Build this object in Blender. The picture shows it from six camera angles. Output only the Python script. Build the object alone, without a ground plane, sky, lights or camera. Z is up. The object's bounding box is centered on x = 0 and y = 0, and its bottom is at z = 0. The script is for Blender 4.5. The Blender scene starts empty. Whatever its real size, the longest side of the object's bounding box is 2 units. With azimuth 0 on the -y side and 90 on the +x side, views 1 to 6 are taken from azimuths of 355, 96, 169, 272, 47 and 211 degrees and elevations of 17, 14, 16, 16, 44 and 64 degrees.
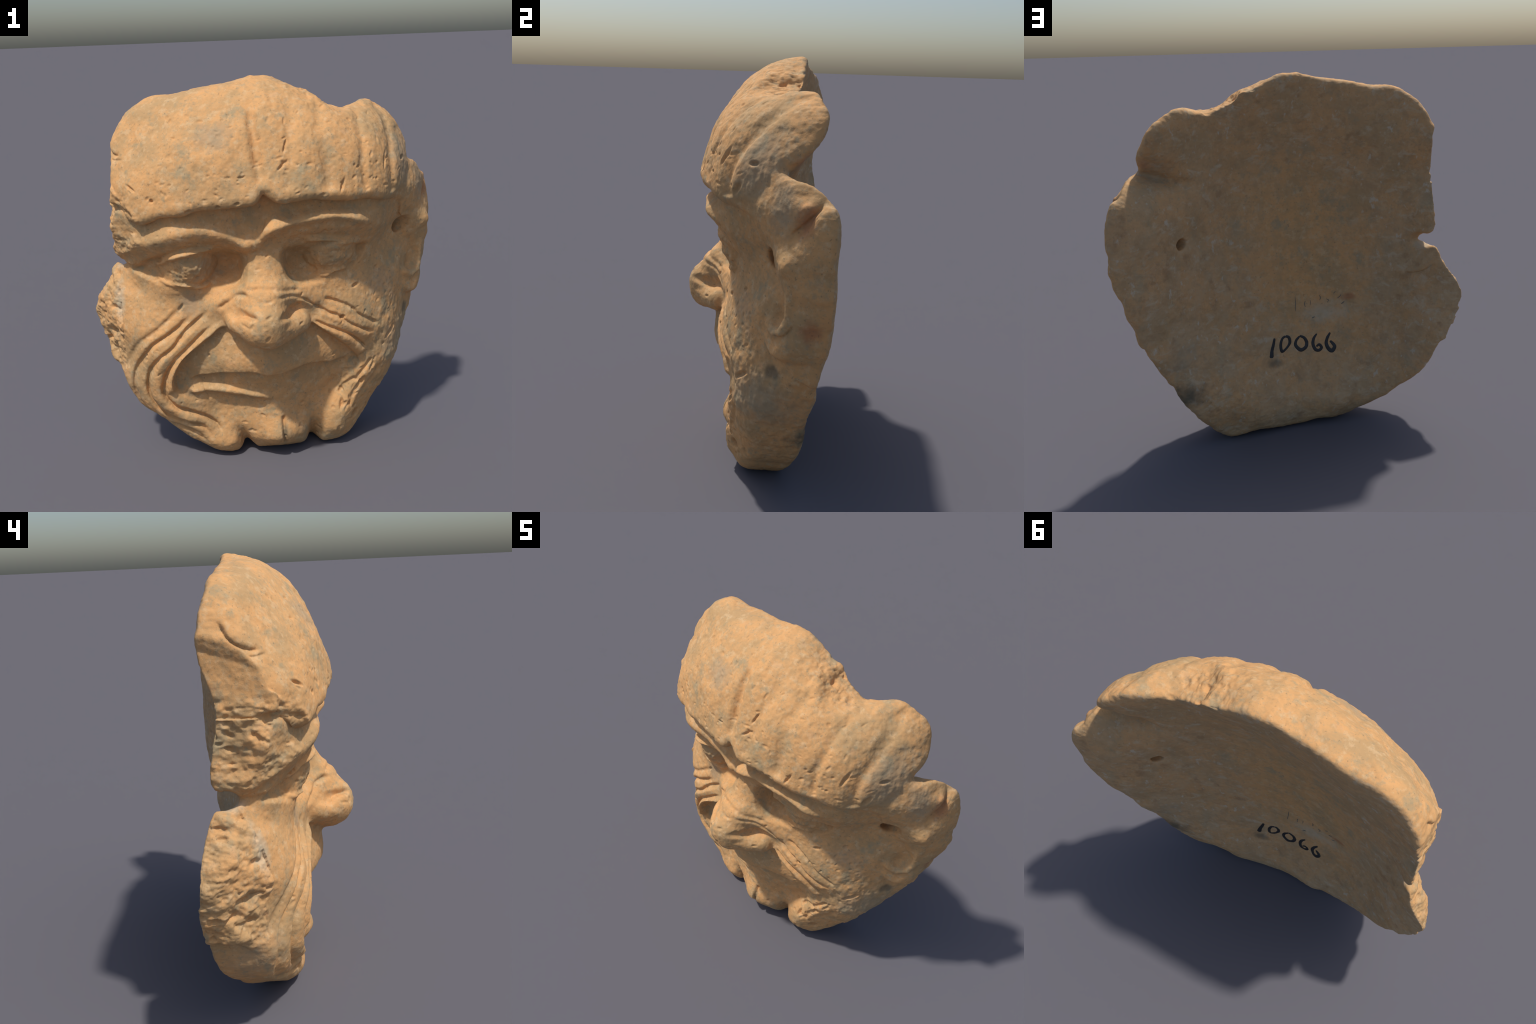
"""Terracotta mask fragment: a grimacing face under a heavy rolled headdress.

The clay body is one implicit solid:  front relief  /\  back hollow  /\  broken outline,
with the nose blended on and holes cut out.  It is meshed in one piece (surface nets) and
then separated by region into named parts that share the body's normals.
"""
import bpy, math
import numpy as np
from mathutils import Vector
from mathutils.bvhtree import BVHTree

H = 0.0045                                   # mesh pitch in metres
RNG = np.random.default_rng(11)

# ------------------------------------------------------------------ numeric helpers
def sstep(a, b, x):
    t = np.clip((x - a) / (b - a), 0, 1)
    return t * t * (3 - 2 * t)

def smin(a, b, k):
    h = np.clip(0.5 + 0.5 * (b - a) / k, 0, 1)
    return b + (a - b) * h - k * h * (1 - h)

def smax(a, b, k):
    return -smin(-a, -b, k)

def sheet(points, smooth=0.0):
    """Thin-plate sheet y(x, z) through a few hand-set control points (x, z, y)."""
    P = np.array(points, float); X = P[:, :2]; n = len(X)
    d = np.linalg.norm(X[:, None] - X[None], axis=2)
    A = np.zeros((n + 3, n + 3))
    A[:n, :n] = np.where(d > 0, d * d * np.log(d + 1e-12), 0) + smooth * np.eye(n)
    A[:n, n] = 1; A[:n, n + 1:] = X; A[n, :n] = 1; A[n + 1:, :n] = X.T
    w = np.linalg.solve(A, np.r_[P[:, 2], 0, 0, 0])
    def f(x, z):
        r = w[n] + w[n + 1] * x + w[n + 2] * z
        for i in range(n):
            q = (x - X[i, 0]) ** 2 + (z - X[i, 1]) ** 2
            r = r + w[i] * 0.5 * q * np.log(q + 1e-12)
        return r
    return f

def curve(pts, closed=False, n=8):
    """Catmull-Rom curve through the points."""
    P = np.array(pts, float)
    if len(P) == 2 and not closed:
        return P[0] + (P[1] - P[0]) * np.linspace(0, 1, n + 1)[:, None]
    if closed:
        Q = np.vstack([P[-1], P, P[0], P[1]])
    else:
        Q = np.vstack([2 * P[0] - P[1], P, 2 * P[-1] - P[-2]])
    t = np.linspace(0, 1, n, endpoint=False)[:, None]
    out = []
    for i in range(1, len(Q) - 2):
        a, b, c, d = Q[i - 1:i + 3]
        out.append(0.5 * (2 * b + (c - a) * t + (2 * a - 5 * b + 4 * c - d) * t ** 2 + (3 * b - a - 3 * c + d) * t ** 3))
    out = np.vstack(out)
    return out if closed else np.vstack([out, P[-1]])

def polyline(C, x, z, closed=False):
    """Distance, parameter along and side of the nearest point of a polyline."""
    A = C if closed else C[:-1]
    B = np.roll(C, -1, axis=0) if closed else C[1:]
    best = np.full(x.shape, 1e9); par = np.zeros(x.shape); side = np.zeros(x.shape)
    for i, (a, b) in enumerate(zip(A, B)):
        e = b - a; L = e @ e + 1e-12
        t = np.clip(((x - a[0]) * e[0] + (z - a[1]) * e[1]) / L, 0, 1)
        dx = x - a[0] - t * e[0]; dz = z - a[1] - t * e[1]
        d = dx * dx + dz * dz; m = d < best
        best = np.where(m, d, best); par = np.where(m, (i + t) / len(A), par)
        side = np.where(m, np.sign(e[0] * dz - e[1] * dx), side)
    return np.sqrt(best), par, side

def inside(C, x, z):
    c = np.zeros(x.shape, bool)
    for a, b in zip(C, np.roll(C, -1, axis=0)):
        if a[1] == b[1]:
            continue
        hit = ((a[1] > z) != (b[1] > z)) & (x < (b[0] - a[0]) * (z - a[1]) / (b[1] - a[1]) + a[0])
        c ^= hit
    return c

def hash3(i, j, k, s):
    h = (i.astype(np.uint32) * np.uint32(374761393) + j.astype(np.uint32) * np.uint32(668265263)
         + k.astype(np.uint32) * np.uint32(2147483647 - 1) + np.uint32(s * 974711 + 12345))
    h = (h ^ (h >> np.uint32(13))) * np.uint32(1274126177)
    h = h ^ (h >> np.uint32(16)); h = h * np.uint32(2246822519); h = h ^ (h >> np.uint32(15))
    return (h & np.uint32(0xffff)).astype(np.float32) / 32767.5 - 1

def vnoise(P, s=0):
    I = np.floor(P).astype(np.int64); F = (P - I).astype(np.float32); F = F * F * F * (F * (F * 6 - 15) + 10)
    I = I + 4096; r = 0
    for a in (0, 1):
        for b in (0, 1):
            for c in (0, 1):
                w = (F[:, 0] if a else 1 - F[:, 0]) * (F[:, 1] if b else 1 - F[:, 1]) * (F[:, 2] if c else 1 - F[:, 2])
                r = r + w * hash3(I[:, 0] + a, I[:, 1] + b, I[:, 2] + c, s)
    return r

def fbm(P, freq, octaves=3, s=0, gain=0.5):
    r, a = 0, 1.0
    for o in range(octaves):
        r = r + a * vnoise(P * freq + 7.3 * o, s + o); a *= gain; freq *= 2.03
    return r

# ------------------------------------------------------------------ control shapes  (x, z) seen from the front
OUTLINE = [(.02, 2.0), (.13, 1.95), (.26, 1.887), (.345, 1.832), (.43, 1.82), (.50, 1.834), (.56, 1.846), (.645, 1.807), (.715, 1.75),
           (.765, 1.655), (.777, 1.60), (.775, 1.55), (.82, 1.515), (.872, 1.45), (.908, 1.42), (.937, 1.335), (.950, 1.25), (.949, 1.12),
           (.932, .985), (.90, .92), (.875, .84), (.835, .70), (.785, .59), (.71, .44), (.625, .29), (.53, .155), (.46, .06),
           (.38, .0), (.30, -.003), (.25, .002), (.20, .008), (.15, .003), (.05, -.005), (-.05, -.004), (-.11, .003), (-.15, .010),
           (-.19, .004), (-.26, -.006), (-.34, .012), (-.40, .055), (-.53, .13), (-.65, .215), (-.76, .33), (-.815, .45), (-.86, .53),
           (-.915, .65), (-.943, .76), (-.932, .82), (-.878, .905), (-.835, .99), (-.80, 1.05), (-.745, 1.066), (-.775, 1.105),
           (-.793, 1.16), (-.785, 1.26), (-.79, 1.40), (-.805, 1.485), (-.80, 1.56), (-.788, 1.66), (-.752, 1.745), (-.69, 1.825),
           (-.62, 1.883), (-.53, 1.917), (-.42, 1.925), (-.32, 1.945), (-.19, 1.967), (-.09, 1.985)]

HEAD = [(.07, 1.695, -.218), (.2, 1.66, -.23), (.572, 1.57, -.117), (.707, 1.563, .03), (.672, 1.453, -.045), (-.31, 1.712, -.185), (-.113, 1.774, -.175),
        (-.144, 1.556, -.267), (.453, 1.494, -.204), (.302, 1.525, -.25), (-.67, 1.504, -.126), (-.573, 1.45, -.188), (-.785, 1.50, .0),
        (.05, 1.49, -.303), (0, 1.875, -.11), (0, 1.955, 0), (0, 2.0, .1), (-.4, 1.91, .03), (-.62, 1.85, .08), (-.74, 1.68, .05),
        (.6, 1.82, .17), (.5, 1.815, .06), (.57, 1.77, .045), (.68, 1.745, .15), (.43, 1.785, -.04), (.385, 1.685, -.16), (.75, 1.65, .165), (-.35, 1.45, -.265), (.2, 1.91, .0), (.74, 1.45, .06), (.28, 1.77, -.145)]

FACE = [(.566, .989, -.011), (.44, .928, -.095), (.371, .749, -.145), (.515, .69, -.095), (.565, .57, -.055), (.433, .171, -.068), (.03, .156, -.15),
        (-.62, 1.04, -.06), (-.773, 1.069, .109), (-.753, .932, .03), (-.70, .96, .015), (-.813, .719, .037), (.685, 1.175, .10), (.169, .816, -.17),
        (-.2, .816, -.18), (-.5, .75, -.13), (-.05, 1.1, -.20), (-.05, 1.3, -.18), (-.05, 1.42, -.195), (.2, 1.405, -.20), (-.35, 1.385, -.20), (-.4, 1.3, -.18), (-.45, 1.20, -.17), (.35, 1.20, -.155), (.4, 1.3, -.16), (.55, 1.24, -.09), (.69, 1.32, .035),
        (-.7, 1.26, -.06), (-.76, 1.13, .05), (0, .5, -.16), (.3, .63, -.15), (-.44, .57, -.15), (-.6, .60, -.13), (-.67, .48, -.08), (-.55, .31, -.115), (-.43, .19, -.12), (-.28, .07, -.105), (.3, .1, -.10),
        (0, .0, -.07), (-.76, .42, -.01), (.67, .5, -.005), (.46, .31, -.075), (-.56, .15, -.035), (.80, .75, .18), (.68, .63, .01), (.55, .22, .01), (.72, .95, .08),
        (-.9, .75, .165), (-.87, .63, .15), (-.55, .92, -.08), (-.28, .985, -.105), (.27, .975, -.125), (.55, 1.13, -.02), (-.3, .3, -.09), (.76, .60, .13), (.715, .52, .05), (-.68, 1.02, -.01), (.33, .36, -.045)]

EAR = [(.79, 1.515, .14), (.73, 1.382, .04), (.72, 1.282, .07), (.75, 1.13, .135), (.89, 1.19, .185), (.87, 1.36, .20), (.82, 1.40, .13),
       (.85, 1.038, .19), (.80, .94, .15), (.76, .80, .10), (.93, 1.2, .25), (.92, 1.05, .26), (.84, .85, .16), (.93, 1.32, .28)]

BACK = [(.087, .536, .074), (.117, .442, .095), (-.27, .416, .073), (.105, 1.559, .065), (.563, 1.163, .216), (-.731, 1.065, .16),
        (.536, 1.452, .205), (.491, 1.488, .187), (-.212, 1.921, .182), (-.584, 1.85, .21), (-.363, 1.544, .107), (-.339, .742, .035),
        (0, 1.98, .19), (-.72, 1.73, .245), (-.75, 1.6, .24), (-.76, 1.45, .19), (-.77, 1.27, .20), (-.64, 1.36, .14), (-.76, 1.12, .205), (-.60, 1.05, .105), (-.8, .95, .23), (-.93, .78, .27),
        (-.85, .65, .27), (-.55, .64, .095), (-.72, .45, .23), (-.6, .28, .19), (-.3, .02, .10), (0, .02, .13), (.22, .02, .165), (.36, .08, .195), (-.27, .12, .165), (0, .10, .155), (.2, .1, .195), (.5, .17, .25), (.69, .47, .295), (.64, .37, .285),
        (0, .22, .145), (.3, .24, .22), (-.45, .42, .095), (.74, .57, .33), (.75, .9, .35), (.77, 1.18, .36), (-.40, 1.77, .185), (.64, 1.60, .255),
        (.19, 1.135, .05), (.36, 1.5, .12), (.3, 1.376, .085), (.36, 1.28, .10), (.38, .94, .125), (.62, .96, .258), (.42, .70, .155), (.56, .77, .225), (-.2, .3, .10),
        (.85, .8, .37), (.79, .66, .335), (.93, 1.05, .395), (.93, 1.25, .395), (.875, 1.42, .375), (.74, 1.68, .315), (.6, 1.8, .295),
        (.4, 1.8, .185), (.2, 1.85, .175), (.77, 1.56, .225), (.64, 1.5, .205), (.70, 1.40, .30), (0, 1.0, .02), (-.05, .86, .015)]

HEAD_EDGE = [(-0.83, 1.51), (-0.8, 1.465), (-0.729, 1.395), (-0.652, 1.328), (-0.595, 1.335), (-0.527, 1.363), (-0.429, 1.373), (-0.358, 1.395), (-0.267, 1.403),
             (-0.118, 1.416), (-0.072, 1.433), (-0.045, 1.468), (-0.012, 1.445), (0.036, 1.421), (0.117, 1.427), (0.21, 1.43), (0.294, 1.413), (0.383, 1.404),
             (0.462, 1.401), (0.556, 1.378), (0.645, 1.358), (0.7, 1.32), (0.715, 1.25), (0.76, 1.23), (0.9, 1.23)]

BROW = [[(-.76, 1.14), (-.672, 1.216), (-.574, 1.252), (-.481, 1.285), (-.392, 1.296), (-.299, 1.286), (-.218, 1.262), (-.147, 1.219), (-.10, 1.205)],
        [(-.06, 1.235), (-.02, 1.285), (.029, 1.308), (.113, 1.323), (.203, 1.336), (.309, 1.338), (.40, 1.322), (.47, 1.29)]]
SOCKET = [[(-.715, 1.049), (-.639, 1.125), (-.534, 1.186), (-.412, 1.231), (-.296, 1.244), (-.197, 1.234), (-.132, 1.175), (-.116, 1.118),
           (-.15, .99), (-.29, .962), (-.422, .966), (-.544, .975), (-.648, 1.014)],
          [(.040, 1.131), (.057, 1.192), (.113, 1.244), (.205, 1.254), (.349, 1.240), (.489, 1.199), (.510, 1.121), (.435, 1.022), (.332, .99),
           (.208, .968), (.114, .975), (.062, 1.04)]]
LID_UP = [[(-.615, 1.074), (-.508, 1.146), (-.427, 1.176), (-.332, 1.181), (-.271, 1.189)], [(.159, 1.209), (.253, 1.208), (.365, 1.186), (.477, 1.154)]]
LID_LOW = [[(-.60, 1.045), (-.513, 1.001), (-.422, .988), (-.342, .983), (-.300, 1.012)], [(.208, 1.016), (.282, 1.008), (.339, 1.020), (.425, 1.026)]]

FOLDS = [  # grooves between the cheek folds: points, depth, width
    ([(-.283, .800), (-.355, .747), (-.430, .679), (-.506, .606), (-.560, .522), (-.585, .436), (-.578, .377), (-.532, .319), (-.472, .289), (-.383, .247), (-.32, .19), (-.28, .12)], .026, .0115),
    ([(-.308, .869), (-.381, .809), (-.455, .745), (-.519, .669), (-.590, .607), (-.646, .528), (-.667, .442), (-.661, .366), (-.616, .289), (-.557, .240), (-.477, .219), (-.393, .185), (-.34, .11)], .026, .0115),
    ([(-.408, .846), (-.470, .783), (-.539, .731), (-.622, .672), (-.678, .596), (-.723, .516), (-.744, .428), (-.733, .345), (-.701, .280), (-.647, .227), (-.574, .181), (-.480, .172), (-.413, .130), (-.36, .06)], .022, .012),
    ([(-.446, .883), (-.597, .753), (-.689, .679), (-.747, .586), (-.783, .491)], .012, .015),
    ([(.194, .786), (.257, .749), (.333, .709), (.403, .665), (.462, .608), (.498, .558)], .021, .0095),
    ([(.083, .918), (.148, .908), (.208, .860), (.283, .808), (.334, .784), (.399, .733), (.490, .678), (.547, .644)], .019, .0095),
    ([(.257, .883), (.308, .867), (.413, .813), (.445, .775), (.526, .720), (.577, .686)], .014, .009),
    ([(.445, .40), (.385, .345), (.355, .30)], .016, .010), ([(.50, .40), (.43, .31), (.40, .22)], .014, .012),
    ([(.54, .50), (.47, .42), (.44, .37)], .016, .011), ([(.59, .45), (.53, .36), (.47, .28)], .010, .012)]
NOSE_FOLDS = [([(-.235, .85), (-.181, .886), (-.141, .892), (-.095, .888)], .026, .012), ([(-.297, .863), (-.233, .92), (-.19, .961), (-.125, .975)], .017, .012),
              ([(-.16, .99), (-.09, 1.006), (-.03, 1.002), (.02, .995)], .008, .010), ([(-.015, .961), (.072, .948), (.145, .914), (.206, .862)], .008, .010),
              ([(.0, 1.001), (.067, .976), (.143, .96)], .008, .010), ([(-.10, .955), (-.05, .95), (-.01, .955)], .005, .008)]

MOUTH = [(-.250, .775), (-.328, .720), (-.439, .630), (-.490, .570), (-.519, .509), (-.526, .450), (-.50, .40), (-.40, .365), (-.2, .33), (0, .28), (.1, .22), (.19, .19), (.235, .24), (.262, .289), (.295, .352), (.330, .391), (.391, .45), (.455, .495), (.408, .569), (.344, .639), (.256, .712), (.163, .775), (-.03, .80)]
LIP = sheet([(-.03, .75, -.25), (-.03, .67, -.245), (-.03, .55, -.25), (-.3, .62, -.16), (-.45, .5, -.10), (-.42, .57, -.12), (.22, .63, -.16), (.36, .53, -.095),
             (.2, .55, -.175), (-.2, .55, -.205), (-.2, .36, -.12), (0, .33, -.15), (.2, .45, -.135), (.3, .42, -.095), (.2, .25, -.085), (.2, .12, -.05), (0, .25, -.145), (-.45, .4, -.10), (-.25, .75, -.15), (.2, .75, -.14)])
LIP_EDGE = [(-.475, .445), (-.406, .485), (-.352, .495), (-.280, .512), (-.191, .528), (-.114, .53), (-.05, .515), (.02, .515), (.082, .53), (.149, .54), (.235, .53), (.298, .515), (.365, .52), (.40, .53)]
LOWER_LIP = [(-.485, .40), (-.422, .406), (-.356, .408), (-.285, .401), (-.197, .387), (-.108, .370), (-.03, .353), (.05, .345)]
STRAND = [(.53, .51), (.49, .43), (.445, .36), (.405, .295), (.365, .208), (.35, .118)]
CLEFT = [(-.225, .21), (-.20, .16), (-.175, .10), (-.155, .03), (-.15, -.04)]
HEAD_GROOVES = [([(-.075, 1.96), (-.080, 1.799), (-.071, 1.725), (-.067, 1.650), (-.061, 1.573), (-.050, 1.47)], .028, .024),
                ([(.113, 1.90), (.104, 1.777), (.087, 1.620), (.080, 1.48)], .011, .03),
                ([(.254, 1.87), (.248, 1.763), (.260, 1.683), (.270, 1.577), (.274, 1.46)], .019, .035),
                ([(.474, 1.85), (.456, 1.742), (.460, 1.663), (.452, 1.558), (.465, 1.44)], .017, .022),
                ([(.60, 1.85), (.626, 1.781), (.635, 1.690), (.625, 1.590), (.622, 1.474), (.630, 1.40)], .026, .024),
                ([(-.33, 1.98), (-.32, 1.85), (-.30, 1.65)], .012, .045), ([(-.55, 1.97), (-.53, 1.8), (-.50, 1.62)], .012, .045), ([(-.70, 1.9), (-.67, 1.75), (-.65, 1.62)], .010, .04)]

# ------------------------------------------------------------------ relief maps on the (x, z) plane
xs = np.arange(-1.03, 1.03, H); zs = np.arange(-.05, 2.05, H); ys = np.arange(-.45, .45, H)
X, Z = np.meshgrid(xs, zs, indexing="ij")

def groove(pts, depth, width, taper=0.12):
    d, t, _ = polyline(curve(pts, n=6), X, Z)
    return depth * np.exp(-(d / width) ** 2) * sstep(0, taper, t) * sstep(0, taper, 1 - t)

def bump(x, z, rx, rz, h, turn=0.0):
    c, s = math.cos(turn), math.sin(turn)
    u = (X - x) * c + (Z - z) * s; v = -(X - x) * s + (Z - z) * c
    return h * np.exp(-(u / rx) ** 2 - (v / rz) ** 2)

def region(pts, soft):
    C = curve(pts, closed=True, n=5)
    d, _, _ = polyline(C, X, Z, closed=True)
    sd = np.where(inside(C, X, Z), d, -d)
    return sstep(-soft, soft, sd), sd

# --- face
face = sheet(FACE)(X, Z)
relief = np.zeros_like(face)
for pts, h, w in zip(BROW, (.033, .052), (.042, .032)):
    d, t, _ = polyline(curve(pts, n=6), X, Z)
    relief += h * np.exp(-(d / w) ** 2) * sstep(-.15, .2, t) * sstep(-.1, .08, 1 - t)
    low = polyline(curve([(a, b - .045) for a, b in pts], n=6), X, Z)[0]
    relief += .018 * np.exp(-(low / .045) ** 2) * sstep(0, .15, t) * sstep(0, .15, 1 - t)
relief += bump(.42, 1.255, .12, .05, .012) + bump(-.075, 1.225, .065, .05, .016) + bump(-.01, 1.30, .085, .06, .028) + bump(.3, 1.275, .16, .03, .012)
for side, (pts, up, low) in enumerate(zip(SOCKET, LID_UP, LID_LOW)):
    m, sd = region(pts, .014)
    inner = (-.215, 1.075) if side == 0 else (.135, 1.075)
    floor = .055 * sstep(0, .06, sd + .01) * sstep(.97, 1.08, Z) * (1 - .85 * sstep(1.12, 1.19, Z)) + bump(*inner, .10, .10, .065)
    relief -= m * floor
    eye = (-.42, 1.085, .155, .10, .078, .05) if side == 0 else (.315, 1.10, .145, .09, .076, -.05)
    u = ((X - eye[0]) / eye[2]) ** 2 + ((Z - eye[1]) / eye[3]) ** 2
    relief += eye[4] * 1.05 * np.clip(1 - u, 0, 1) ** .8
    relief += groove(up, .028, .015, .12) - bump(eye[0] + .16, eye[1], .03, .05, .0)
    relief += groove(low, .020, .012, .2)
relief += bump(-.39, 1.08, .065, .06, .02) + bump(.48, 1.155, .02, .02, .018) + bump(-.42, .965, .16, .04, .014) + bump(.32, .975, .13, .04, .014)
# cheek folds swell between their grooves
for pts, dep, wid in FOLDS:
    relief -= groove(pts, dep, wid)
relief += groove([(-.25, .80), (-.34, .735), (-.44, .655), (-.50, .59), (-.535, .51), (-.545, .44), (-.53, .40)], .024, .026)
relief += groove([(.17, .785), (.28, .725), (.37, .66), (.44, .59), (.48, .53)], .022, .028)
relief += groove([(-.33, .83), (-.45, .72), (-.55, .63), (-.61, .53), (-.62, .42), (-.59, .33), (-.5, .25), (-.4, .21)], .016, .03)
relief += groove([(.22, .83), (.34, .765), (.45, .69), (.53, .62)], .012, .03)
relief -= bump(.39, 1.0, .12, .05, .02)
d, t, _ = polyline(curve(STRAND), X, Z)
relief += .028 * np.exp(-(d / .06) ** 2) * sstep(-.1, .25, t)
relief += bump(-.27, .07, .10, .07, .03) + bump(.01, .11, .12, .08, .06)
for pts, dep, wid in ((CLEFT, .10, .03), ([(.225, .30), (.222, .2), (.212, .1), (.205, -.04)], .10, .035)):
    d, t, _ = polyline(curve(pts), X, Z)
    relief -= dep * np.exp(-(d / wid) ** 2) * sstep(0, 1, t)
relief -= groove([(.038, .24), (.036, .18), (.042, .06)], .022, .010, .15)
m = region(MOUTH, .014)[0]; m = m + (region(MOUTH, .05)[0] - m) * sstep(.46, .34, Z)
lip = LIP(X, Z)
ed, et, es = polyline(curve(LIP_EDGE), X, Z)
below = np.where(es < 0, ed, -ed)
lip = lip + .055 * sstep(-.006, .014, below) * np.exp(-np.clip(below, 0, 1) / .09) * sstep(0, .12, et) * sstep(0, .15, 1 - et)
d, t, _ = polyline(curve(LOWER_LIP), X, Z)
lip = lip - .034 * np.exp(-(d / .024) ** 2) * sstep(0, .15, t) * sstep(0, .35, 1 - t)
lip = lip - bump(.0, .16, .14, .08, .02)
face = face - relief
face = face * (1 - m) + lip * m

# --- headdress: a thick roll with an undercut lower edge, scored by shallow vertical channels
C = curve(HEAD_EDGE)
d, t, s = polyline(C, X, Z)
up = np.where(s > 0, d, -d)
head = sheet(HEAD)(X, Z)
for pts, dep, wid in HEAD_GROOVES:
    head = head + groove(pts, dep, wid, .25 if wid == .024 and dep == .028 else .08)
head = head + bump(-.09, 1.875, .05, .018, .008, -.3) - bump(-.2, 1.88, .12, .03, .008)
r = .055 + .07 * sstep(.58, .70, X)
q = np.clip((r - up) / r, 0, 1)
head = head + r * (1 - np.sqrt(np.clip(1 - q * q, 0, 1))) * 1.0
head = np.where(up < 0, .6, head)
face = face + .8 * sstep(.03, .16, up) * (up > 0)
front = smin(head, face, .012 + .05 * sstep(.56, .68, X))

# --- ear on the +x side
m, sd = region([(.795, 1.56), (.745, 1.41), (.715, 1.29), (.735, 1.17), (.76, 1.08), (.735, .95), (.74, .84), (.80, .78), (.9, .8), (1.02, 1.0), (1.02, 1.4), (.9, 1.56)], .022)
ear = sheet(EAR)(X, Z)
front = front * (1 - m) + ear * m

back = sheet(BACK)(X, Z)
d, t, _ = polyline(curve([(.88, 1.55), (.77, 1.53), (.65, 1.50), (.54, 1.468), (.45, 1.445)]), X, Z)
back = back - .046 * np.exp(-(d / .03) ** 2) * sstep(1.0, .35, t)
back = back + bump(-.36, 1.53, .07, .05, -.006) + bump(-.55, 1.42, .2, .018, .006)

OC = curve(OUTLINE, closed=True, n=5)
d, _, _ = polyline(OC, X, Z, closed=True)
rim = np.where(inside(OC, X, Z), -d, d)
wobble = fbm(np.stack([X.ravel(), np.zeros(X.size), Z.ravel()], 1), 13, 3, 80).reshape(X.shape)
rim = rim + .006 * wobble * sstep(.0, .12, Z)

def slope(a):
    gx, gz = np.gradient(a, H)
    return np.minimum(np.sqrt(1 + gx * gx + gz * gz), 3.5)
inv_f, inv_b = (1 / slope(front)).astype(np.float32), (1 / slope(back)).astype(np.float32)
front, back, rim = front.astype(np.float32), back.astype(np.float32), rim.astype(np.float32)

# ------------------------------------------------------------------ solid primitives
def ellipsoid(P, c, r):
    k = np.sqrt(sum(((P[i] - c[i]) / r[i]) ** 2 for i in range(3)))
    return (k - 1) * min(r)

def rod(P, a, b, ra, rb=None):
    rb = ra if rb is None else rb
    a, b = np.array(a, float), np.array(b, float); e = b - a
    t = np.clip(sum((P[i] - a[i]) * e[i] for i in range(3)) / (e @ e), 0, 1)
    return np.sqrt(sum((P[i] - a[i] - t * e[i]) ** 2 for i in range(3))) - (ra + (rb - ra) * t)

def chain(P, pts, r):
    v = rod(P, pts[0], pts[1], r)
    for a, b in zip(pts[1:], pts[2:]):
        v = np.minimum(v, rod(P, a, b, r))
    return v

def near(P, lo, hi, f, base, op, k):
    """Combine a primitive with the field inside a box only."""
    sl = tuple(slice(max(np.searchsorted(g, a) - 1, 0), np.searchsorted(g, b) + 1) for g, a, b in zip((xs, ys, zs), lo, hi))
    sub = (xs[sl[0]][:, None, None], ys[sl[1]][None, :, None], zs[sl[2]][None, None, :])
    base[sl] = op(base[sl], f(sub).astype(np.float32), k)

Y = ys.astype(np.float32)[None, :, None]
F = smax((front[:, None, :] - Y) * inv_f[:, None, :], (Y - back[:, None, :]) * inv_b[:, None, :], .02)
edge_round = .045 - .032 * np.clip(bump(.27, 1.88, .17, .10, 1) + bump(-.9, .78, .12, .25, 1) + bump(-.79, 1.28, .08, .16, 1) + bump(.86, 1.48, .09, .07, 1), 0, 1)
F = smax(F, rim[:, None, :], edge_round.astype(np.float32)[:, None, :]).astype(np.float32)

add = lambda a, b, k: smin(a, b, k)
cut = lambda a, b, k: smax(a, -b, k)

def nose(P):
    f = ellipsoid(P, (-.062, -.266, .825), (.13, .135, .128))
    f = smin(f, ellipsoid(P, (-.165, -.205, .825), (.082, .10, .072)), .04)
    f = smin(f, rod(P, (-.03, -.31, .775), (.125, -.205, .79), .070, .058), .03)
    return f
def bridge(P):
    return rod(P, (-.045, -.085, 1.13), (-.05, -.22, .925), .052, .105)
near(None, (-.5, -.45, .55), (.4, .1, 1.35), bridge, F, add, .075)
near(None, (-.5, -.45, .7), (.45, .1, 1.1), lambda P: np.minimum(rod(P, (.0, -.22, .955), (.20, -.11, .895), .06, .05), rod(P, (-.10, -.22, .955), (-.29, -.105, .87), .06, .05)), F, add, .05)
near(None, (-.4, -.45, .55), (.32, .05, 1.25), nose, F, add, .04)
near(None, (-.1, -.45, .8), (.25, -.1, 1.0), lambda P: rod(P, (.02, -.375, .872), (.088, -.255, .864), .012, .027), F, cut, .014)
# pierced hole at the temple, worn notch on the far side
near(None, (.45, -.05, 1.05), (.86, .35, 1.3), lambda P: rod(P, (.80, .07, 1.187), (.555, .245, 1.163), .052, .028), F, cut, .012)
near(None, (-.9, .0, .95), (-.6, .3, 1.15), lambda P: rod(P, (-.80, .17, 1.075), (-.72, .16, 1.07), .035), F, cut, .03)
# ear: fold of the shell, hollow and lobe
near(None, (.7, .05, 1.2), (1., .42, 1.55), lambda P: chain(P, [(.89, .33, 1.46), (.905, .265, 1.375), (.89, .20, 1.30)], .010), F, cut, .035)
near(None, (.65, .0, .8), (1., .35, 1.2), lambda P: chain(P, [(.80, .135, 1.07), (.825, .155, 1.01), (.81, .15, .95)], .030), F, cut, .04)
near(None, (.65, .0, .8), (1., .35, 1.0), lambda P: chain(P, [(.865, .20, .99), (.86, .20, .94), (.83, .165, .90)], .010), F, cut, .03)
near(None, (.65, .0, .75), (1., .35, 1.3), lambda P: np.minimum(ellipsoid(P, (.88, .20, 1.19), (.032, .032, .035)), chain(P, [(.875, .215, 1.12), (.866, .21, 1.04), (.862, .208, .97), (.84, .178, .905), (.80, .142, .885), (.765, .115, .91)], .016)), F, add, .03)
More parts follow.
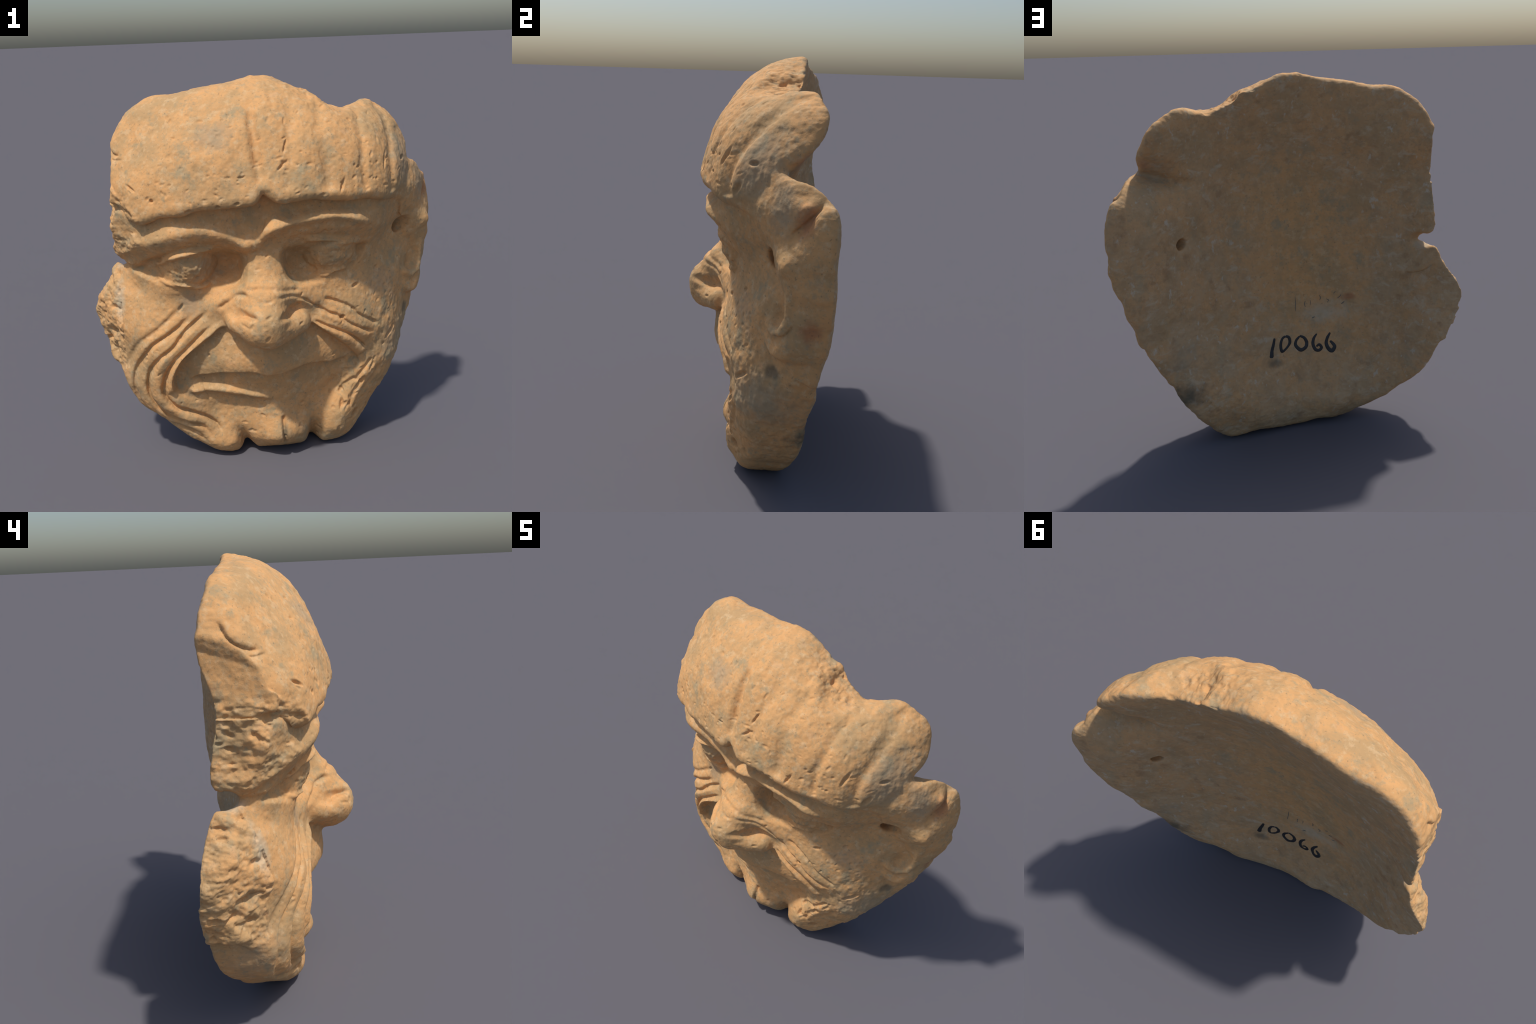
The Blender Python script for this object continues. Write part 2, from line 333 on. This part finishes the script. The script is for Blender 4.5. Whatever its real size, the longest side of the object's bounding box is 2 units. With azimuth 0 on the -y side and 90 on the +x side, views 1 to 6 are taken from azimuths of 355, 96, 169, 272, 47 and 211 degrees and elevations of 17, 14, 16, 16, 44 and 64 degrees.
# chipped headdress flank and undercut slots on the broken side
near(None, (-.95, -.2, 1.4), (-.6, .35, 1.85), lambda P: -((P[0] + .772) * -1 + (P[2] - 1.6) * -.12 + (P[1] - .1) * .12) + np.abs(P[2] - 1.585 - .35 * (P[1] - .05)) * .18 - .008, F, cut, .012)
near(None, (-.95, -.15, 1.3), (-.6, .2, 1.5), lambda P: chain(P, [(-.81, .12, 1.44), (-.81, .04, 1.445), (-.80, -.02, 1.42)], .014), F, cut, .03)
near(None, (-.95, -.2, 1.25), (-.5, .2, 1.5), lambda P: chain(P, [(-.80, .02, 1.40), (-.76, -.04, 1.395), (-.68, -.13, 1.375)], .012), F, cut, .025)
near(None, (-1., -.05, .6), (-.7, .2, .85), lambda P: rod(P, (-.89, .12, .68), (-.84, .05, .72), .022), F, cut, .02)

# ------------------------------------------------------------------ surface nets
def surface_nets(F):
    S = F < 0
    nx, ny, nz = F.shape
    c = np.zeros((nx - 1, ny - 1, nz - 1), np.uint8)
    for a in (0, 1):
        for b in (0, 1):
            for e in (0, 1):
                c += S[a:nx - 1 + a, b:ny - 1 + b, e:nz - 1 + e]
    act = np.argwhere((c > 0) & (c < 8))
    idx = np.full(c.shape, -1, np.int32)
    idx[tuple(act.T)] = np.arange(len(act))
    i, j, k = act.T
    pos = np.zeros((len(act), 3)); cnt = np.zeros(len(act))
    corner = [(a, b, e) for a in (0, 1) for b in (0, 1) for e in (0, 1)]
    for p in corner:
        for ax in range(3):
            if p[ax]:
                continue
            q = list(p); q[ax] = 1
            fp = F[i + p[0], j + p[1], k + p[2]]; fq = F[i + q[0], j + q[1], k + q[2]]
            m = (fp < 0) != (fq < 0)
            t = np.where(m, fp / np.where(m, fp - fq, 1), 0)
            for d in range(3):
                pos[:, d] += np.where(m, p[d] + (t if d == ax else 0), 0)
            cnt += m
    V = (act + pos / cnt[:, None]) * H + np.array([xs[0], ys[0], zs[0]])
    quads = []
    for ax in range(3):
        o1, o2 = [d for d in range(3) if d != ax]
        n = [nx, ny, nz]
        lo = [slice(1, n[0] - 1), slice(1, n[1] - 1), slice(1, n[2] - 1)]
        hi = list(lo); hi[ax] = slice(2, n[ax]); lo[ax] = slice(1, n[ax] - 1)
        A, B = S[tuple(lo)], S[tuple(hi)]
        e = np.argwhere(A != B) + 1
        inn = S[tuple(e.T)]
        def cell(d1, d2):
            g = e.copy(); g[:, o1] += d1; g[:, o2] += d2
            return idx[tuple(g.T)]
        Q = np.stack([cell(-1, -1), cell(0, -1), cell(0, 0), cell(-1, 0)], 1)
        flip = inn if ax != 1 else ~inn
        Q[~flip] = Q[~flip][:, ::-1]
        quads.append(Q)
    return V, np.vstack(quads)

V, Q = surface_nets(F)
del F

def neighbours_smooth(V, Q, lam):
    S = np.zeros_like(V); n = np.zeros(len(V))
    for a in range(4):
        for b in ((a + 1) % 4, (a + 3) % 4):
            for d in range(3):
                S[:, d] += np.bincount(Q[:, a], V[Q[:, b], d], len(V))
            n += np.bincount(Q[:, a], minlength=len(V))
    return V + lam * (S / n[:, None] - V)

def normals(V, Q):
    fn = np.cross(V[Q[:, 2]] - V[Q[:, 0]], V[Q[:, 3]] - V[Q[:, 1]])
    N = np.zeros_like(V)
    for a in range(4):
        for d in range(3):
            N[:, d] += np.bincount(Q[:, a], fn[:, d], len(V))
    return N / (np.linalg.norm(N, axis=1, keepdims=True) + 1e-12)

V = neighbours_smooth(V, Q, .5); V = neighbours_smooth(V, Q, -.5)

# ------------------------------------------------------------------ worn surface: undulation, breaks, tool scratches, pits
N = normals(V, Q)
x, y, z = V.T
ball = lambda c, r: np.exp(-sum(((V[:, i] - c[i]) / r[i]) ** 2 for i in range(3)))
frontness = sstep(.15, -.35, N[:, 1])
backness = sstep(.55, .85, N[:, 1])
broken = np.clip(ball((.27, .10, 1.88), (.20, .10, .09)) * sstep(.25, .55, N[:, 2]) * 1.6
                 + sstep(-.55, -.75, N[:, 0]) * sstep(1.05, 1.12, z) * sstep(1.49, 1.43, z) * (x < -.55)
                 + sstep(-.25, -.5, N[:, 0]) * sstep(.42, .52, z) * sstep(1.07, 1.0, z) * (x < -.78), 0, 1)
disp = .0035 * fbm(V, 9, 3, 1) + .0012 * fbm(V, 60, 2, 5)
stretch = V * np.array([1.0, 1.0, .35])
disp += .0016 * fbm(stretch, 45, 2, 9) * frontness * sstep(1.35, 1.45, z)
disp += broken * (.012 * fbm(V * np.array([1, .9, 1.25]), 14, 4, 20, .48) - .016 * np.clip(fbm(V * np.array([1, .9, 1.4]), 24, 2, 31) - .35, 0, 1))
lower_side = sstep(.45, .62, x) * sstep(.85, .7, z) * sstep(.12, .2, z)
eyes = np.clip(ball((-.42, -.14, 1.08), (.14, .12, .09)) + 1.3 * ball((.32, -.12, 1.07), (.15, .12, .10)), 0, 1)
disp += eyes * (.006 * fbm(V, 24, 2, 61) + .004 * fbm(V, 50, 2, 66))
disp += lower_side * .004 * fbm(V * np.array([1.5, 1.5, .8]), 26, 2, 40) * (1 - backness)
disp -= backness * .0012 * np.abs(fbm(V * np.array([.4, 1, 1]), 50, 2, 50))

for pts, dep, wid in NOSE_FOLDS:
    w = np.where((y < -.1) & (z > .8) & (z < 1.1) & (np.abs(x) < .4))[0]
    d, t, _ = polyline(curve(pts), x[w], z[w])
    disp[w] -= dep * np.exp(-(d / wid) ** 2) * sstep(0, .2, t) * sstep(0, .2, 1 - t)
def side_score(pts, depth, width, lip, sign):
    """Chip line scored into a flank (points are y, z); its upper lip stands proud."""
    d, t, sd = polyline(curve(pts), y, z)
    e = np.where(sd > 0, width * .25, width)
    return (-depth * np.exp(-d / e) + lip * np.exp(-d / .03) * (sd > 0)) * sstep(-.02, .15, t) * sstep(-.02, .15, 1 - t) * sstep(.25, .6, N[:, 0] * sign)
disp += side_score([(.01, 1.645), (.07, 1.66), (.12, 1.69), (.165, 1.755)], .016, .03, .006, -1)
disp += side_score([(-.01, 1.63), (.03, 1.625), (.05, 1.63)], .006, .015, .003, -1)
disp += side_score([(-.06, 1.40), (.0, 1.425), (.07, 1.44), (.13, 1.435)], .009, .03, .002, -1)
disp += side_score([(-.16, 1.375), (-.08, 1.385), (-.02, 1.395)], .007, .02, .001, -1)
disp += side_score([(.03, .70), (.08, .705), (.12, .68)], .022, .03, .004, -1)
disp += side_score([(.09, .44), (.13, .47), (.16, .50)], .010, .02, .003, -1)
disp += side_score([(.20, 1.315), (.265, 1.375), (.325, 1.445)], .010, .015, .005, 1)
disp += side_score([(.14, .88), (.19, .90), (.225, .95)], .010, .012, .004, 1)
disp += side_score([(.24, .70), (.30, .66), (.34, .64)], .010, .015, .003, 1)

pits = []                                                        # x, z, length, width, depth, tilt
def scatter(n, x0, x1, z0, z1, lo, hi, tilt):
    for _ in range(n):
        s = RNG.uniform(lo, hi)
        pits.append((RNG.uniform(x0, x1), RNG.uniform(z0, z1), s * RNG.uniform(1, 2.6), s, RNG.uniform(.5, 1) * s, tilt + RNG.normal(0, .7)))
scatter(60, -.7, .68, 1.43, 1.62, .0045, .0075, .3)
scatter(35, -.65, .6, 1.6, 1.85, .0042, .0065, .6)
scatter(26, .3, .72, .55, .92, .0042, .0065, 1.3)
scatter(22, -.72, -.25, .3, .85, .0042, .0065, .7)
scatter(30, .3, .55, .08, .5, .006, .010, 1.2)
scatter(30, -.6, .6, .95, 1.3, .005, .007, .5)
scatter(18, -.25, .25, .05, .3, .005, .008, .2)
scatter(14, -.2, .15, .7, .95, .006, .009, .4)
pits += [(.071, 1.685, .030, .0055, .010, 1.25), (.58, 1.575, .035, .008, .012, 1.4), (.707, 1.563, .012, .010, .014, 0), (.672, 1.455, .025, .009, .014, 1.2),
         (-.144, 1.556, .015, .005, .010, .1), (-.67, 1.504, .024, .007, .012, -.6), (-.573, 1.45, .008, .008, .012, 0), (.05, 1.60, .030, .006, .010, .7),
         (.34, 1.49, .03, .007, .012, 1.2), (-.40, 1.40, .015, .008, .008, .5), (-.26, 1.42, .009, .008, .012, 0), (-.17, 1.435, .012, .007, .010, .3),
         (.566, .989, .014, .010, .010, 1.0), (.44, .928, .02, .009, .012, .4), (.36, .775, .014, .010, .014, .2), (-.20, .70, .014, .010, .010, -.5),
         (-.05, 1.30, .03, .008, .010, 1.1), (.445, .17, .022, .018, .03, 1.2), (.36, .25, .03, .009, .016, 1.4), (.65, .62, .04, .010, .014, .7), (-.47, .87, .022, .008, .010, 1.0)]
fr = np.where((N[:, 1] < .1))[0]
order = fr[np.argsort(V[fr, 0], kind="stable")]; sx = V[order, 0]
for px, pz, ln, wd, dp, tl in pits:
    a, b = np.searchsorted(sx, (px - 3 * ln, px + 3 * ln)); w = order[a:b]
    u = (V[w, 0] - px); v = (V[w, 2] - pz); c, s_ = math.cos(tl), math.sin(tl)
    q = ((u * c + v * s_) / ln) ** 2 + ((-u * s_ + v * c) / wd) ** 2
    disp[w] -= dp * np.exp(-q * q) * (q < 6)
V = V + N * disp[:, None]

# sit the object in its frame
V[:, 2] -= V[:, 2].min()
V[:, 2] *= 2.0 / V[:, 2].max()
N = normals(V, Q)

# ------------------------------------------------------------------ parts by region
cx = V[Q].mean(1); cn = N[Q].mean(1); x, y, z = cx.T
part = np.full(len(Q), "", dtype=object)
def grid(a):                                                       # sample a relief map at face centres
    i = np.clip(((x - xs[0]) / H).astype(int), 0, len(xs) - 1); j = np.clip(((z - zs[0]) / H).astype(int), 0, len(zs) - 1)
    return a[i, j]
on_front = y < grid((.62 * front + .38 * back))
def poly(pts): return region(pts, .01)[1]
part[:] = "cheek"
part[x > 0] = "cheek.001"
part[(z > 1.17) & (np.abs(x) < .9)] = "forehead"
part[(z < .33) & (x > -.17) & (x < .21)] = "chin"
part[(grid(poly(MOUTH)) > -.004) & (z >= .33)] = "upper_lip"
part[(part == "upper_lip") & (grid(below) > 0)] = "lower_lip"
for pts, nm in zip(BROW, ("brow", "brow.001")):
    d, _, _ = polyline(curve(pts), X, Z); part[grid(d) < .05] = nm
for pts, nm in zip(SOCKET, ("eye", "eye.001")):
    part[grid(poly(pts)) > 0] = nm
ne = np.minimum(nose((x, y, z)), bridge((x, y, z)) + .005)
part[(ne < .012) & (z < 1.08)] = "nose"
part[grid(up) > -.012] = "headdress"
part[(z > 1.5)] = "headdress"
part[(grid(sd) > 0) & (x > .6) & (z < 1.56)] = "ear"
part[(x < -.80) & (z < 1.06) & (z > .45)] = "ear.001"
part[~on_front & (part != "headdress")] = "hollow_back"
part[~on_front & (cn[:, 1] > .55)] = "hollow_back"

# ------------------------------------------------------------------ materials
def terracotta():
    mat = bpy.data.materials.new("weathered_terracotta"); mat.use_nodes = True
    nt = mat.node_tree; nt.nodes.clear(); L = nt.links.new
    def node(kind, **kw):
        n = nt.nodes.new(kind)
        for k, v in kw.items():
            if k in n.inputs: n.inputs[k].default_value = v
            else: setattr(n, k, v)
        return n
    out = node("ShaderNodeOutputMaterial"); bs = node("ShaderNodeBsdfPrincipled", Roughness=.82)
    bs.inputs["Specular IOR Level"].default_value = .25
    L(bs.outputs[0], out.inputs[0])
    co = node("ShaderNodeTexCoord").outputs["Object"]
    sep = node("ShaderNodeSeparateXYZ"); L(co, sep.inputs[0])
    def noise(scale, detail=4, rough=.55, dist=0.0, vec=None, squash=None):
        v = vec or co
        if squash:
            mp = node("ShaderNodeMapping"); mp.inputs["Scale"].default_value = squash; L(v, mp.inputs[0]); v = mp.outputs[0]
        n = node("ShaderNodeTexNoise", Scale=scale, Detail=detail, Roughness=rough, Distortion=dist); L(v, n.inputs["Vector"])
        return n.outputs["Fac"]
    def ramp(src, a, b, lo=0.0, hi=1.0):
        r = node("ShaderNodeMapRange"); r.interpolation_type = "SMOOTHSTEP"
        L(src, r.inputs[0]); r.inputs[1].default_value = a; r.inputs[2].default_value = b; r.inputs[3].default_value = lo; r.inputs[4].default_value = hi
        return r.outputs[0]
    def mul(a, b):
        m = node("ShaderNodeMath", operation="MULTIPLY")
        for s, v in zip(m.inputs, (a, b)):
            if isinstance(v, float): s.default_value = v
            else: L(v, s)
        return m.outputs[0]
    def mix(fac, a, b):
        m = node("ShaderNodeMix", data_type="RGBA")
        if isinstance(fac, float): m.inputs[0].default_value = fac
        else: L(fac, m.inputs[0])
        for s, v in ((m.inputs[6], a), (m.inputs[7], b)):
            if isinstance(v, tuple): s.default_value = (*v, 1)
            else: L(v, s)
        return m.outputs[2]
    def spot(c, r, scale=22.0, edge=.55):
        """Blotch around a place, broken up by noise."""
        s = node("ShaderNodeVectorMath", operation="SUBTRACT"); L(co, s.inputs[0]); s.inputs[1].default_value = c
        d = node("ShaderNodeVectorMath", operation="DIVIDE"); L(s.outputs[0], d.inputs[0]); d.inputs[1].default_value = r
        l = node("ShaderNodeVectorMath", operation="LENGTH"); L(d.outputs[0], l.inputs[0])
        a = node("ShaderNodeMath", operation="MULTIPLY_ADD"); L(noise(scale, 3), a.inputs[0]); a.inputs[1].default_value = -1.4; L(l.outputs["Value"], a.inputs[2])
        return ramp(a.outputs[0], .25 - edge, .25 + edge, 1.0, 0.0)
    orange, tan, grey, pale, dark = (.64, .345, .140), (.475, .295, .137), (.335, .275, .165), (.63, .435, .24), (.15, .115, .075)
    c = mix(ramp(noise(5, 6, .65), .42, .64), orange, tan)
    c = mix(mul(ramp(noise(34, 5, .65), .48, .66), .55), c, tan)
    c = mix(mul(ramp(noise(26, 5, .65), .50, .68), .6), c, pale)
    c = mix(mul(ramp(noise(9, 6, .68, squash=(1, 1, .8)), .53, .70), .75), c, grey)
    c = mix(mul(ramp(noise(21, 5, .66), .55, .72), .6), c, grey)
    c = mix(mul(ramp(noise(60, 3, .6), .60, .74), .5), c, grey)
    c = mix(mul(ramp(noise(80, 2, .5), .64, .74), .4), c, dark)
    c = mix(mul(ramp(noise(13, 4, .6), .60, .75), .4), c, (.60, .27, .10))
    # inside of the mask: greyer, chalky lower half with white flecks
    inner = ramp(sep.outputs["Y"], .0, .10)
    geo = node("ShaderNodeNewGeometry"); sn = node("ShaderNodeSeparateXYZ"); L(geo.outputs["Normal"], sn.inputs[0])
    inner = mul(inner, ramp(sn.outputs["Y"], .45, .75))
    chalk = mul(ramp(noise(6, 5, .7, .5), .38, .66), ramp(sep.outputs["Z"], 1.9, .5, .25, 1.0))
    c = mix(mul(mul(inner, chalk), .55), c, (.53, .39, .235))
    c = mix(mul(inner, .3), c, (.46, .30, .165))  # even mid-brown tint over the whole back
    c = mix(mul(mul(inner, ramp(noise(15, 5, .7, .4), .46, .66)), .5), c, (.39, .245, .125))
    c = mix(mul(mul(inner, ramp(noise(19, 5, .7, .6, squash=(.6, 1, 1)), .52, .68)), .55), c, (.55, .44, .30))
    c = mix(mul(mul(inner, ramp(noise(30, 3, .6, squash=(1, 1, .6)), .62, .72)), .6), c, (.56, .49, .38))
    c = mix(mul(mul(inner, ramp(noise(11, 4, .6), .60, .72)), .45), c, (.30, .17, .085))
    # stains
    red, soot, ash, white = (.36, .12, .055), (.085, .080, .060), (.29, .255, .18), (.53, .45, .32)
    for colr, strength, places in (
            (red, .5, [((.89, .265, 1.375), (.035, .045, .07)), ((.90, .30, .94), (.05, .04, .05)), ((.75, .26, 1.57), (.06, .05, .04)), ((-.36, .04, .74), (.04, .05, .02))]),
            (ash, .5, [((.70, .08, 1.56), (.08, .16, .14)), ((.83, .17, 1.42), (.08, .06, .10)), ((.55, .05, .9), (.10, .10, .09)), ((-.42, -.1, .89), (.06, .1, .06)), ((.66, .12, .55), (.15, .18, .12)), ((-.72, .1, .42), (.10, .12, .12)), ((-.27, -.2, 1.75), (.09, .09, .06)), ((-.3, -.1, 1.08), (.1, .1, .07))]),
            (soot, .6, [((.57, .23, .34), (.08, .08, .06)), ((.76, .14, .705), (.035, .04, .03)), ((.045, -.15, .14), (.016, .06, .06)), ((.62, .28, .36), (.05, .05, .06)), ((-.45, -.1, .40), (.03, .05, .02)), ((.1, .1, .17), (.05, .05, .07)), ((.10, .08, .40), (.05, .05, .025))]),  # third entry: narrow dark patch along the chin slit
            (white, .6, [((-.75, .15, 1.05), (.045, .05, .03)), ((-.22, .06, .66), (.13, .06, .06)), ((-.78, .06, .86), (.03, .05, .12))])):
        for p, r in places:
            c = mix(mul(spot(p, r), strength), c, colr)
    L(c, bs.inputs["Base Color"])
    b1 = node("ShaderNodeBump", Strength=.22, Distance=.006); L(noise(55, 6, .65), b1.inputs["Height"])
    b2 = node("ShaderNodeBump", Strength=.25, Distance=.003); L(noise(190, 3, .6), b2.inputs["Height"]); L(b1.outputs[0], b2.inputs["Normal"])
    L(b2.outputs[0], bs.inputs["Normal"])
    return mat

def ink(name, col):
    mat = bpy.data.materials.new(name); mat.use_nodes = True
    nt = mat.node_tree; bs = nt.nodes["Principled BSDF"]; bs.inputs["Roughness"].default_value = .5
    n = nt.nodes.new("ShaderNodeTexNoise"); n.inputs["Scale"].default_value = 60
    r = nt.nodes.new("ShaderNodeValToRGB"); r.color_ramp.elements[0].color = (*col, 1); r.color_ramp.elements[1].color = (*[min(1, v * 2.2 + .004) for v in col], 1)
    co = nt.nodes.new("ShaderNodeTexCoord"); nt.links.new(co.outputs["Object"], n.inputs["Vector"])
    nt.links.new(n.outputs["Fac"], r.inputs[0]); nt.links.new(r.outputs[0], bs.inputs["Base Color"])
    return mat

clay = terracotta()
root = bpy.data.objects.new("terracotta_mask", None)
root["label"] = "broken terracotta mask of a grimacing wrinkled face with headdress"
root["category"] = "mask"
bpy.context.scene.collection.objects.link(root)

def make(name, verts, faces, mat, vn=None, parent=root):
    me = bpy.data.meshes.new(name.split(".")[0])
    me.vertices.add(len(verts)); me.vertices.foreach_set("co", np.asarray(verts, np.float32).ravel())
    k = faces.shape[1]
    me.loops.add(faces.size); me.loops.foreach_set("vertex_index", faces.astype(np.int32).ravel())
    me.polygons.add(len(faces)); me.polygons.foreach_set("loop_start", np.arange(0, faces.size, k, dtype=np.int32))
    me.update(calc_edges=True)
    me.polygons.foreach_set("use_smooth", np.ones(len(faces), bool))
    me.materials.append(mat)
    if vn is not None:
        me.normals_split_custom_set_from_vertices(vn.astype(np.float32))
    ob = bpy.data.objects.new(name, me); bpy.context.scene.collection.objects.link(ob)
    if parent: ob.parent = parent
    return ob

parts = {}
for nm in sorted(set(part)):
    f = Q[part == nm]
    used, inv = np.unique(f, return_inverse=True)
    parts[nm] = make(nm, V[used], inv.reshape(-1, 4), clay, N[used])

# ------------------------------------------------------------------ inked inventory number on the back
sel = Q[(part == "hollow_back") & (np.abs(x) < .5) & (z > .25) & (z < 1.0)]
used, inv = np.unique(sel, return_inverse=True)
tree = BVHTree.FromPolygons([Vector(p) for p in V[used]], inv.reshape(-1, 4).tolist())
def on_back(px, pz):
    h = tree.ray_cast(Vector((px, .6, pz)), Vector((0, -1, 0)))
    return h[0].y if h[0] else .08

def stroke(pts, widths, mat, name, parent):
    C = curve(pts, n=7)
    w = np.interp(np.linspace(0, 1, len(C)), np.linspace(0, 1, len(widths)), widths)
    T = np.gradient(C, axis=0); T /= np.linalg.norm(T, axis=1, keepdims=True) + 1e-9
    Pn = np.stack([-T[:, 1], T[:, 0]], 1)
    rows = [-1, -.75, -.35, .35, .75, 1]; lift = [-.004, .0010, .0018, .0018, .0010, -.004]
    verts, faces = [], []
    for i in range(len(C)):
        e = 0.55 if i in (0, len(C) - 1) else 1
        for rr, li in zip(rows, lift):
            px, pz = C[i] + Pn[i] * rr * w[i] * e
            verts.append((px, on_back(px, pz) + li, pz))
    k = len(rows)
    for i in range(len(C) - 1):
        for j in range(k - 1):
            faces.append((i * k + j, i * k + j + 1, (i + 1) * k + j + 1, (i + 1) * k + j))
    F_ = np.array(faces)
    nrm = np.cross(np.array(verts[faces[2][1]]) - np.array(verts[faces[2][0]]), np.array(verts[faces[2][3]]) - np.array(verts[faces[2][0]]))
    if nrm[1] < 0: F_ = F_[:, ::-1]
    return make(name, verts, F_, mat, parent=parent)

def writing(name, label_strokes, mat, origin, unit):
    """Strokes are written in picture units (right, down) as read from behind."""
    holder = None
    for i, (pts, wid) in enumerate(label_strokes):
        P = [(origin[0] - u * .97 * unit + v * .045 * unit, origin[1] - v * unit - u * .092 * unit) for u, v in pts]
        stroke(P, [q * unit * (1.2 if name == "numeral" else .85) for q in wid], mat, name if i == 0 else f"{name}.{i:03d}", parts["hollow_back"])

U = .000453
DIGITS = [
    ([(450, 645), (435, 720), (415, 800), (405, 890)], [14, 20, 22, 30]),
    ([(600, 630), (555, 660), (532, 740), (550, 820), (600, 790), (655, 720), (645, 650), (600, 630)], [16, 16, 20, 20, 14, 20, 20, 16]),
    ([(790, 640), (745, 690), (735, 750), (800, 810), (870, 780), (885, 720), (850, 660), (790, 635)], [14, 18, 22, 24, 24, 24, 18, 14]),
    ([(1025, 615), (985, 670), (970, 740), (1000, 810), (1050, 825), (1085, 790), (1055, 750), (1015, 775)], [10, 18, 22, 22, 20, 20, 18, 14]),
    ([(1205, 600), (1165, 670), (1150, 740), (1185, 810), (1230, 825), (1260, 775), (1235, 735), (1200, 705)], [12, 20, 24, 26, 26, 24, 20, 14])]
O = (.272, .855)
writing("numeral", DIGITS, ink("black_ink", (.010, .010, .011)), O, U)
FADED = [([(735, 140), (738, 230), (735, 320)], [4, 7, 5]), ([(870, 190), (862, 230), (870, 270)], [4, 8, 5]), ([(935, 180), (940, 215), (935, 250)], [3, 5, 3]),
         ([(1060, 115), (1072, 150), (1065, 185)], [5, 8, 4]), ([(1150, 165), (1180, 180), (1165, 210)], [4, 7, 4]), ([(1300, 150), (1330, 120), (1340, 95)], [4, 8, 3]),
         ([(1350, 225), (1375, 205), (1390, 190)], [8, 12, 4]), ([(960, 415), (980, 405), (1000, 398)], [6, 9, 4]), ([(1245, 95), (1255, 75), (1275, 65)], [4, 6, 3])]
writing("faded_mark", FADED, ink("faded_ink", (.10, .085, .065)), O, U)
